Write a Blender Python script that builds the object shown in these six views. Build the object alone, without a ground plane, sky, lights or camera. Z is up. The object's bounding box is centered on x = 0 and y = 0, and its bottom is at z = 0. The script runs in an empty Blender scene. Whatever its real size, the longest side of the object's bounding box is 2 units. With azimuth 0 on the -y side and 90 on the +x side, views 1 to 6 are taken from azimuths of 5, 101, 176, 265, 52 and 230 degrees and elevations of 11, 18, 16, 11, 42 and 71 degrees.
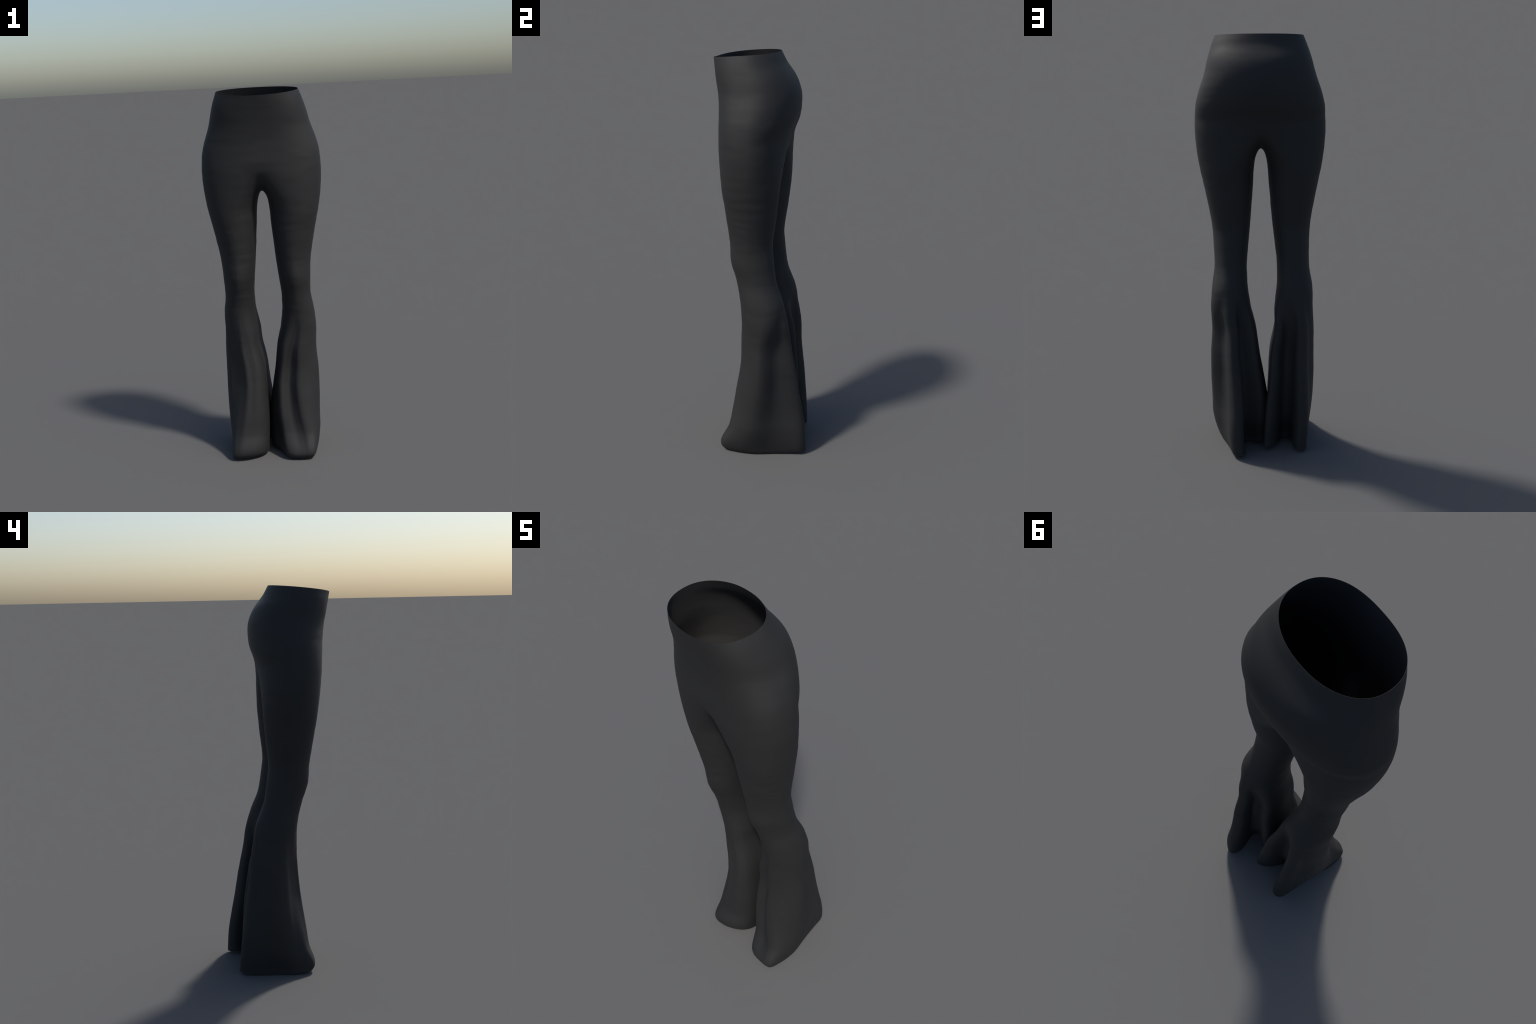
"""High-waisted flared trousers in black stretch cloth, standing as if worn.

The cloth is one lofted surface.  A torso loft runs from the waist down to a
split level; there each half outline plus a U-shaped crotch seam becomes the top
ring of a leg.  The legs are lofted through cross-sections: super-ellipses on the
thigh, then a mid-flare and a hem outline with the drape folds (toe ridge and two
soft lobes behind).  A thin inner layer and turned rims give the cloth thickness.
"""
import bpy
import math
import numpy as np
from mathutils import Vector, noise

# ------------------------------------------------------------------ shape table
# torso half sections:  z, half width, front y, back y
TORSO = [
    (1.54, 0.3107, -0.2410, 0.1135),
    (1.61, 0.3091, -0.2369, 0.1039),
    (1.68, 0.3032, -0.2350, 0.1261),
    (1.75, 0.2848, -0.2368, 0.1354),
    (1.82, 0.2613, -0.2455, 0.1304),
    (1.89, 0.2440, -0.2578, 0.0998),
    (1.95, 0.2272, -0.2689, 0.0543),
    (2.00, 0.2091, -0.2791, 0.0272)]
# leg sections:  z, inner x, outer x, front y, back y  (x measured outwards)
LEG = {1: [
    (1.34, 0.0351, 0.2839, -0.1909, 0.0789),
    (1.22, 0.0437, 0.2593, -0.1720, 0.0691),
    (1.10, 0.0537, 0.2387, -0.1538, 0.0571),
    (1.00, 0.0641, 0.2328, -0.1445, 0.0677),
    (0.90, 0.0728, 0.2315, -0.1113, 0.0858),
    (0.80, 0.0711, 0.2450, -0.0886, 0.1252),
    (0.70, 0.0575, 0.2525, -0.0764, 0.1543),
    (0.60, 0.0349, 0.2488, -0.0781, 0.1714),
    (0.48, 0.0198, 0.2565, -0.0774, 0.1969),
    (0.34, -0.0031, 0.2586, -0.0953, 0.2217),
    (0.22, -0.0213, 0.2556, -0.1091, 0.2458),
    (0.13, -0.0266, 0.2545, -0.1217, 0.2615),
    (0.02, -0.0224, 0.2318, -0.1630, 0.2705),
    (0.00, -0.0210, 0.2200, -0.1540, 0.2720)],
 -1: [
    (1.34, 0.0351, 0.2839, -0.1909, 0.0789),
    (1.22, 0.0437, 0.2593, -0.1720, 0.0691),
    (1.10, 0.0537, 0.2387, -0.1538, 0.0571),
    (1.00, 0.0641, 0.2328, -0.1445, 0.0677),
    (0.90, 0.0728, 0.2315, -0.1113, 0.0858),
    (0.80, 0.0711, 0.2450, -0.0886, 0.1252),
    (0.70, 0.0565, 0.2463, -0.0841, 0.1451),
    (0.60, 0.0530, 0.2511, -0.0856, 0.1637),
    (0.48, 0.0330, 0.2522, -0.0962, 0.1727),
    (0.34, 0.0217, 0.2527, -0.1132, 0.1928),
    (0.22, 0.0069, 0.2487, -0.1308, 0.2072),
    (0.13, -0.0009, 0.2405, -0.1431, 0.2174),
    (0.02, -0.0068, 0.2283, -0.1690, 0.2263),
    (0.00, -0.0080, 0.2300, -0.1530, 0.2280)]}
ROUND_Z = (1.60, 1.70, 1.82, 1.91, 2.0)
TORSO_ROUND_FRONT = (2.395, 2.641, 2.686, 2.699, 2.317)    # super-ellipse exponents at these heights
TORSO_ROUND_BACK = (2.224, 2.052, 2.110, 2.232, 2.137)
LEG_ROUND_FRONT = (2.225, 1.739, 1.991)      # calf, knee, thigh top
LEG_ROUND_BACK = (2.260, 1.994, 1.809)

# crotch seam in the middle plane, from the back split point to the front one:
# position along the seam, y, z
SEAM = [(.14, .080, 1.550), (.29, .045, 1.503), (.44, -.005, 1.476), (.57, -.06, 1.471),
        (.69, -.115, 1.476), (.79, -.157, 1.492), (.89, -.192, 1.535)]

# drape of the flare, as closed splines: position round the leg (0 front, .25 outer,
# .5 back, .75 inner), x outwards, y
MID_FLARE = {
 1: [
     (0.03, 0.094, -0.068), (0.065, 0.115, -0.086), (0.1, 0.138, -0.108), (0.145, 0.177, -0.1),
     (0.19, 0.217, -0.068), (0.235, 0.246, -0.02), (0.275, 0.257, 0.028), (0.305, 0.247, 0.06),
     (0.335, 0.224, 0.088), (0.365, 0.2, 0.112), (0.395, 0.185, 0.14), (0.425, 0.177, 0.175),
     (0.455, 0.164, 0.215), (0.485, 0.143, 0.236), (0.52, 0.11, 0.21), (0.55, 0.108, 0.17),
     (0.58, 0.112, 0.145), (0.61, 0.092, 0.13), (0.645, 0.06, 0.135), (0.68, 0.03, 0.14),
     (0.71, 0.01, 0.125), (0.75, 0, 0.085), (0.79, 0.002, 0.04), (0.84, 0.012, -0.005),
     (0.885, 0.022, -0.04), (0.92, 0.03, -0.068), (0.95, 0.046, -0.083), (0.99, 0.07, -0.074)],
 -1: [
     (0.03, 0.092, -0.107), (0.075, 0.118, -0.113), (0.11, 0.139, -0.093), (0.14, 0.16, -0.074),
     (0.17, 0.186, -0.053), (0.2, 0.213, -0.033), (0.235, 0.235, 0.01), (0.28, 0.236, 0.055),
     (0.325, 0.223, 0.092), (0.37, 0.206, 0.125), (0.415, 0.194, 0.165), (0.46, 0.165, 0.185),
     (0.495, 0.142, 0.165), (0.52, 0.132, 0.135), (0.55, 0.112, 0.115), (0.58, 0.09, 0.115),
     (0.615, 0.073, 0.135), (0.65, 0.055, 0.165), (0.69, 0.03, 0.18), (0.73, 0.018, 0.165),
     (0.78, 0.018, 0.11), (0.84, 0.02, 0.04), (0.9, 0.022, -0.03), (0.94, 0.032, -0.07),
     (0.98, 0.056, -0.099)]}
# the same at the hem, with the height of the edge above the ground
HEM = {
 1: [
     (0.03, 0.141, -0.154, 0.012), (0.08, 0.176, -0.151, 0.012), (0.13, 0.2, -0.146, 0.012), (0.165, 0.214, -0.138, 0.011),
     (0.185, 0.219, -0.122, 0.01), (0.235, 0.22, -0.087, 0.005), (0.285, 0.22, -0.035, 0.001), (0.335, 0.212, 0.03, 0),
     (0.38, 0.186, 0.117, 0.003), (0.415, 0.166, 0.2, 0.009), (0.44, 0.156, 0.25, 0.014), (0.465, 0.135, 0.272, 0.014),
     (0.495, 0.104, 0.263, 0.014), (0.52, 0.096, 0.225, 0.013), (0.545, 0.108, 0.18, 0.012), (0.575, 0.122, 0.135, 0.011),
     (0.605, 0.108, 0.105, 0.012), (0.635, 0.07, 0.105, 0.014), (0.67, 0.025, 0.128, 0.018), (0.7, -0.005, 0.122, 0.02),
     (0.74, -0.02, 0.085, 0.02), (0.78, -0.021, 0.04, 0.02), (0.83, 0.005, -0.012, 0.018), (0.88, 0.04, -0.057, 0.016),
     (0.92, 0.063, -0.115, 0.017), (0.955, 0.08, -0.138, 0.013), (0.99, 0.108, -0.151, 0.012)],
 -1: [
     (0, 0.114, -0.14, 0.014), (0.05, 0.16, -0.152, 0.012), (0.1, 0.202, -0.153, 0.011), (0.14, 0.226, -0.138, 0.013),
     (0.19, 0.23, -0.066, 0.006), (0.25, 0.22, -0.003, 0.002), (0.32, 0.212, 0.088, 0), (0.38, 0.208, 0.182, 0.008),
     (0.42, 0.197, 0.216, 0.014), (0.455, 0.174, 0.228, 0.016), (0.49, 0.15, 0.215, 0.016), (0.515, 0.139, 0.18, 0.015),
     (0.54, 0.138, 0.13, 0.014), (0.57, 0.12, 0.085, 0.014), (0.6, 0.09, 0.08, 0.015), (0.635, 0.078, 0.115, 0.018),
     (0.665, 0.052, 0.165, 0.022), (0.7, 0.015, 0.197, 0.024), (0.73, -0.008, 0.195, 0.025), (0.76, -0.003, 0.155, 0.025),
     (0.8, 0.03, 0.1, 0.022), (0.85, 0.034, 0.03, 0.02), (0.9, 0.03, -0.05, 0.018), (0.95, 0.06, -0.106, 0.015)]}

Z_SPLIT, Z_THIGH = 1.60, 1.34
Z_MID, Z_ROUND = 0.40, 0.84
WAIST_FRONT, WAIST_BACK = 1.961, 2.0
Z_BAND, Z_KNEE = 1.865, 0.80
THICK = 0.0006
HALF = 56                  # columns on half a leg outline


# ------------------------------------------------------------------ interpolation
def cubic(xs, ys, x):
    xs, ys, x = np.asarray(xs, float), np.asarray(ys, float), np.asarray(x, float)
    if xs[0] > xs[-1]:
        xs, ys = xs[::-1], ys[::-1]
    dx = np.diff(xs)
    d = np.diff(ys, axis=0) / (dx[:, None] if ys.ndim > 1 else dx)
    m = np.empty_like(ys)
    m[1:-1] = (d[1:] + d[:-1]) / 2
    m[0], m[-1] = d[0], d[-1]
    i = np.clip(np.searchsorted(xs, x) - 1, 0, len(xs) - 2)
    h = xs[i + 1] - xs[i]
    t = (x - xs[i]) / h
    if ys.ndim > 1:
        t, h = t[..., None], h[..., None]
    return (ys[i] * (2 * t**3 - 3 * t**2 + 1) + m[i] * h * (t**3 - 2 * t**2 + t)
            + ys[i + 1] * (3 * t**2 - 2 * t**3) + m[i + 1] * h * (t**3 - t**2))


def closed_spline(ctrl, s, columns):
    c = np.array(ctrl, float)
    xs = np.concatenate([c[-3:, 0] - 1, c[:, 0], c[:3, 0] + 1])
    v = c[:, columns]
    return cubic(xs, np.concatenate([v[-3:], v, v[:3]]), s)


def super_ellipse(phi, n):
    c, s = np.cos(phi), np.sin(phi)
    return np.sign(s) * np.abs(s)**(2 / n), -np.sign(c) * np.abs(c)**(2 / n)


# ------------------------------------------------------------------ lofts
def leg_sections(side, z, s):
    tab = np.array(LEG[side])
    xin, xout, yf, yb = (cubic(tab[:, 0], tab[:, k], z) for k in range(1, 5))
    phi = 2 * np.pi * s[None, :]
    front, back = (cubic([.7, 1.0, 1.34], n, np.clip(z, .7, 1.34))[:, None]
                   for n in (LEG_ROUND_FRONT, LEG_ROUND_BACK))
    ellipse = np.stack(super_ellipse(phi, np.where(np.cos(phi) > 0, front, back)), -1)

    def unit(ctrl, at):
        box = closed_spline(ctrl, np.arange(96) / 96, [1, 2])
        return (closed_spline(ctrl, at, [1, 2]) - box.min(0)) / np.ptp(box, axis=0) * 2 - 1
    # the outer fold runs diagonally: further back on the calf than at mid flare
    lift = np.clip((z - Z_MID) / (Z_ROUND - Z_MID), 0, 1)[:, None] \
        * (.07 * np.exp(-((s[None] - .40) / .08)**2) - .10 * np.exp(-((s[None] - .03) / .08)**2))
    hem, mid = unit(HEM[side], s)[None], unit(MID_FLARE[side], s[None] - lift)
    to_hem = np.clip(1 - z / Z_MID, 0, 1)**1.3
    to_round = (1 - np.cos(np.pi * np.clip((z - Z_MID) / (Z_ROUND - Z_MID), 0, 1)**1.55)) / 2
    w = [k[:, None, None] for k in (to_hem, 1 - to_hem - to_round, to_round)]
    shape = w[0] * hem + w[1] * mid + w[2] * ellipse
    shape = (shape - shape.min(1, keepdims=True)) / np.ptp(shape, axis=1)[:, None, :]
    return np.stack([xin[:, None] + (xout - xin)[:, None] * shape[..., 0],
                     yf[:, None] + (yb - yf)[:, None] * shape[..., 1]], -1)


def torso_sections(z, s):
    tab = np.array(TORSO)
    hx, yf, yb = (cubic(tab[:, 0], tab[:, k], z) for k in range(1, 4))
    phi = 2 * np.pi * s[None, :]
    front, back = (cubic(ROUND_Z, n, np.clip(z, Z_SPLIT, 2.0))[:, None]
                   for n in (TORSO_ROUND_FRONT, TORSO_ROUND_BACK))
    ux, uy = super_ellipse(phi, np.where(np.cos(phi) > 0, front, back))
    x = hx[:, None] * ux
    y = ((yf + yb) / 2)[:, None] + ((yb - yf) / 2)[:, None] * uy
    # the cloth sinks a little along the centre line in front and between the buttocks
    centre = np.exp(-(x / .06)**2)
    front = .003 * np.clip((1.80 - z) / (1.80 - Z_SPLIT), 0, 1)**1.5
    back = .012 * np.clip((1.84 - z) / (1.84 - Z_SPLIT), 0, 1)**1.5
    y = y + centre * np.where(uy < 0, front[:, None], -back[:, None])
    return np.stack([x, y], -1)


def half_body(side, rows_torso=56, rows_join=30, rows_leg=240):
    m = HALF
    s_out, s = np.linspace(0, .5, m + 1), np.arange(2 * m) / (2 * m)
    # torso, its top edge dipping towards the front
    z = np.linspace(Z_SPLIT, 2.0, rows_torso)
    sec = torso_sections(z, s_out)
    fb = (sec[..., 1] - sec[-1, :, 1].min()) / np.ptp(sec[-1, :, 1])
    z_top = WAIST_FRONT + (WAIST_BACK - WAIST_FRONT) * np.clip(fb, 0, 1)**.7
    zz = Z_SPLIT + ((z - Z_SPLIT) / (2.0 - Z_SPLIT))[:, None] * (z_top - Z_SPLIT)
    torso = np.concatenate([sec, zz[..., None]], -1)
    # top ring of the leg: outer half of the split outline, then the crotch seam
    dz = .01
    a = torso_sections(np.array([Z_SPLIT, Z_SPLIT + dz]), s_out)
    outer = np.concatenate([a[0], np.full((m + 1, 1), Z_SPLIT)], 1)
    outer_dir = np.concatenate([(a[0] - a[1]) / dz, -np.ones((m + 1, 1))], 1)
    line = np.array([(0, a[0][-1, 1], Z_SPLIT)] + SEAM + [(1, a[0][0, 1], Z_SPLIT)])
    yz = cubic(line[:, 0], line[:, 1:], np.linspace(0, 1, m + 1)[1:-1])
    seam = np.concatenate([np.zeros((m - 1, 1)), yz], 1)
    seam_dir = np.tile([1.0, 0.0, -0.15], (m - 1, 1))
    top, top_dir = np.concatenate([outer, seam]), np.concatenate([outer_dir, seam_dir])
    b = leg_sections(side, np.array([Z_THIGH, Z_THIGH - dz]), s)
    low = np.concatenate([b[0], np.full((2 * m, 1), Z_THIGH)], 1)
    low_dir = np.concatenate([(b[1] - b[0]) / dz, -np.ones((2 * m, 1))], 1)
    k0 = np.where(np.arange(2 * m) > m, .07, Z_SPLIT - Z_THIGH)[:, None]
    k1 = (top[:, 2] - Z_THIGH)[:, None]
    u = np.linspace(0, 1, rows_join + 1)[:-1, None, None]
    # leaving direction of every column, eased round the ring so that no crease
    # starts where seam and outline meet
    k = np.arange(2 * m)
    ease = np.exp(-.5 * (np.minimum(k, 2 * m - k) / (m * .13))**2)
    leave = np.real(np.fft.ifft(np.fft.fft(top_dir * k0, axis=0)
                                * np.fft.fft(ease / ease.sum())[:, None], axis=0))
    join = ((2 * u**3 - 3 * u**2 + 1) * top + (u**3 - 2 * u**2 + u) * leave
            + (3 * u**2 - 2 * u**3) * low + (u**3 - u**2) * low_dir * k1)
    # leg down to the uneven hem
    lz = np.linspace(Z_THIGH, 0, rows_leg)
    edge = closed_spline(HEM[side], s, [3])[:, 0]
    zz = Z_THIGH + (1 - lz / Z_THIGH)[:, None] * (edge[None] - Z_THIGH)
    leg = np.concatenate([leg_sections(side, lz, s), zz[..., None]], -1)
    flip = np.array([side, 1, 1])
    return torso * flip, np.concatenate([join, leg]) * flip


# ------------------------------------------------------------------ one cloth surface
class Cloth:
    def __init__(self):
        self.index, self.verts, self.faces, self.region = {}, [], [], []

    def vert(self, p):
        key = (round(float(p[0]), 6) + 0.0, round(float(p[1]), 6), round(float(p[2]), 6))
        if key not in self.index:
            self.index[key] = len(self.verts)
            self.verts.append(key)
        return self.index[key]

    def grid(self, g, region, wrap, flip):
        ids = np.array([[self.vert(p) for p in row] for row in g])
        rows, cols = ids.shape
        for r in range(rows - 1):
            for c in range(cols if wrap else cols - 1):
                d = (c + 1) % cols
                q = [ids[r, c], ids[r, d], ids[r + 1, d], ids[r + 1, c]]
                if flip:
                    q = q[::-1]
                self.faces.append(q)
                self.region.append(region(r, q))
        return ids


cloth = Cloth()
Z_OF = lambda q: sum(cloth.verts[i][2] for i in q) / 4
waist_ring, hem_rings = [], []
for side in (1, -1):
    torso, leg = half_body(side)
    ids = cloth.grid(torso, lambda r, q: "waistband" if r >= 37 else "hips", False, side < 0)
    waist_ring.append(ids[-1])
    name = "leg" if side > 0 else "leg.001"
    low = "flared_hem" if side > 0 else "flared_hem.001"
    ids = cloth.grid(leg, lambda r, q: "hips" if r < 30 else (name if r < 30 + 97 else low), True, side > 0)
    hem_rings.append(ids[-1])

V = np.array(cloth.verts)
F = np.array(cloth.faces)
REGION = np.array(cloth.region)

# relax the crotch where torso and legs meet
edges = np.unique(np.sort(np.concatenate([F[:, [0, 1]], F[:, [1, 2]], F[:, [2, 3]], F[:, [3, 0]]]), axis=1), axis=0)
deg = np.bincount(edges.ravel(), minlength=len(V)).astype(float)[:, None]


def neighbours_mean(p):
    acc = np.zeros_like(p)
    np.add.at(acc, edges[:, 0], p[edges[:, 1]])
    np.add.at(acc, edges[:, 1], p[edges[:, 0]])
    return acc / deg


w = np.clip(1 - np.abs(V[:, 2] - 1.52) / .18, 0, 1) * np.clip(1.35 - np.abs(V[:, 0]) / .16, 0, 1)
w = np.clip(w * 1.6, 0, 1)[:, None]
for k in range(85):
    V = V + w * (neighbours_mean(V) - V) * .5


def vertex_normals(p):
    fn = np.cross(p[F[:, 2]] - p[F[:, 0]], p[F[:, 3]] - p[F[:, 1]])
    n = np.zeros_like(p)
    for k in range(4):
        np.add.at(n, F[:, k], fn)
    return n / np.maximum(np.linalg.norm(n, axis=1, keepdims=True), 1e-12)


# faint crosswise wrinkles of stretched cloth, strongest on thigh and knee
N = vertex_normals(V)
strength = np.interp(V[:, 2], [0, .15, .5, .8, 1.3, 1.7, 1.85, 1.95], [0, .3, .7, 1, 1, .9, .8, .8])
ripple = np.array([noise.noise(Vector((x * 7, y * 7, z * 26 + 3 * (x > 0)))) +
                   .5 * noise.noise(Vector((x * 12 + 9, y * 12, z * 55))) for x, y, z in V])
V = V + N * (ripple * strength * .0010)[:, None]
V[:, 2] = V[:, 2] - V[:, 2].min()
N = vertex_normals(V)

# ------------------------------------------------------------------ material
def cloth_material(name, dark, light):
    """matt black jersey: faint cloudy tone, very fine knit grain"""
    m = bpy.data.materials.new(name)
    m.use_nodes = True
    nt = m.node_tree
    new, link = nt.nodes.new, nt.links.new
    bsdf = nt.nodes["Principled BSDF"]
    tc = new("ShaderNodeTexCoord")
    mapping = new("ShaderNodeMapping")
    mapping.inputs["Scale"].default_value = (3, 3, 6)
    cloud = new("ShaderNodeTexNoise")
    cloud.inputs["Scale"].default_value = 2.0
    cloud.inputs["Detail"].default_value = 3.0
    ramp = new("ShaderNodeValToRGB")
    for e, pos, v in zip(ramp.color_ramp.elements, (.3, .7), (dark, light)):
        e.position, e.color = pos, (v, v, v, 1)
    knit = new("ShaderNodeTexNoise")
    knit.inputs["Scale"].default_value = 420.0
    bump = new("ShaderNodeBump")
    bump.inputs["Strength"].default_value = .04
    bump.inputs["Distance"].default_value = .001
    link(tc.outputs["Object"], mapping.inputs["Vector"])
    link(mapping.outputs["Vector"], cloud.inputs["Vector"])
    link(cloud.outputs["Fac"], ramp.inputs["Fac"])
    link(ramp.outputs["Color"], bsdf.inputs["Base Color"])
    link(tc.outputs["Object"], knit.inputs["Vector"])
    link(knit.outputs["Fac"], bump.inputs["Height"])
    link(bump.outputs["Normal"], bsdf.inputs["Normal"])
    bsdf.inputs["Roughness"].default_value = .70
    bsdf.inputs["Specular IOR Level"].default_value = .42
    return m


OUTSIDE = cloth_material("black_stretch_cloth", .0142, .0158)
INSIDE = cloth_material("cloth_inside_sun_lightened", .023, .025)  # same black cloth, base colour lightened to match sunlight on the inner back wall

# ------------------------------------------------------------------ parts
root = bpy.data.objects.new("flared_trousers", None)
root["label"] = "black high-waisted stretch trousers with flared hems"
root["category"] = "flared trousers"
bpy.context.collection.objects.link(root)

INNER = V - N * THICK


def rim_quads(ring, closed):
    pairs = zip(ring, list(ring[1:]) + ([ring[0]] if closed else []))
    return list(pairs)


def part(name, parent, ring_pairs=()):
    """the outer faces of a region, the inner layer behind them, and its free rim"""
    sel = F[REGION == name]
    used = np.unique(sel)
    remap = {int(v): i for i, v in enumerate(used)}
    n = len(used)
    co = np.concatenate([V[used], INNER[used]])
    nor = np.concatenate([N[used], -N[used]])
    faces, normals, slots = [], [], []
    for q in sel:
        a = [remap[int(i)] for i in q]
        faces.append(a)
        normals += [nor[i] for i in a]
        b = [i + n for i in a[::-1]]
        faces.append(b)
        slots += [0, 1]
        normals += [nor[i] for i in b]
    for i, j in ring_pairs:
        a, b = remap[int(i)], remap[int(j)]
        q = [a, b, b + n, a + n]
        e = np.cross(co[b] - co[a], co[a + n] - co[a])
        e = e / max(np.linalg.norm(e), 1e-12)
        want = 1 if name == "waistband" else -1
        if e[2] * want < 0:
            q, e = q[::-1], -e
        faces.append(q)
        normals += [e] * 4
        slots.append(0)
    me = bpy.data.meshes.new(name.split(".")[0])
    me.from_pydata(co.tolist(), [], faces)
    me.polygons.foreach_set("use_smooth", [True] * len(faces))
    me.update()
    me.normals_split_custom_set([tuple(v) for v in normals])
    me.materials.append(OUTSIDE)
    me.materials.append(INSIDE)
    me.polygons.foreach_set("material_index", slots)
    ob = bpy.data.objects.new(name, me)
    ob.parent = parent
    bpy.context.collection.objects.link(ob)
    return ob


part("waistband", root, rim_quads(list(waist_ring[0]), False) + rim_quads(list(waist_ring[1]), False))
part("hips", root)
for k, (leg, hem) in enumerate((("leg", "flared_hem"), ("leg.001", "flared_hem.001"))):
    ob = part(leg, root)
    part(hem, ob, rim_quads(list(hem_rings[k]), True))
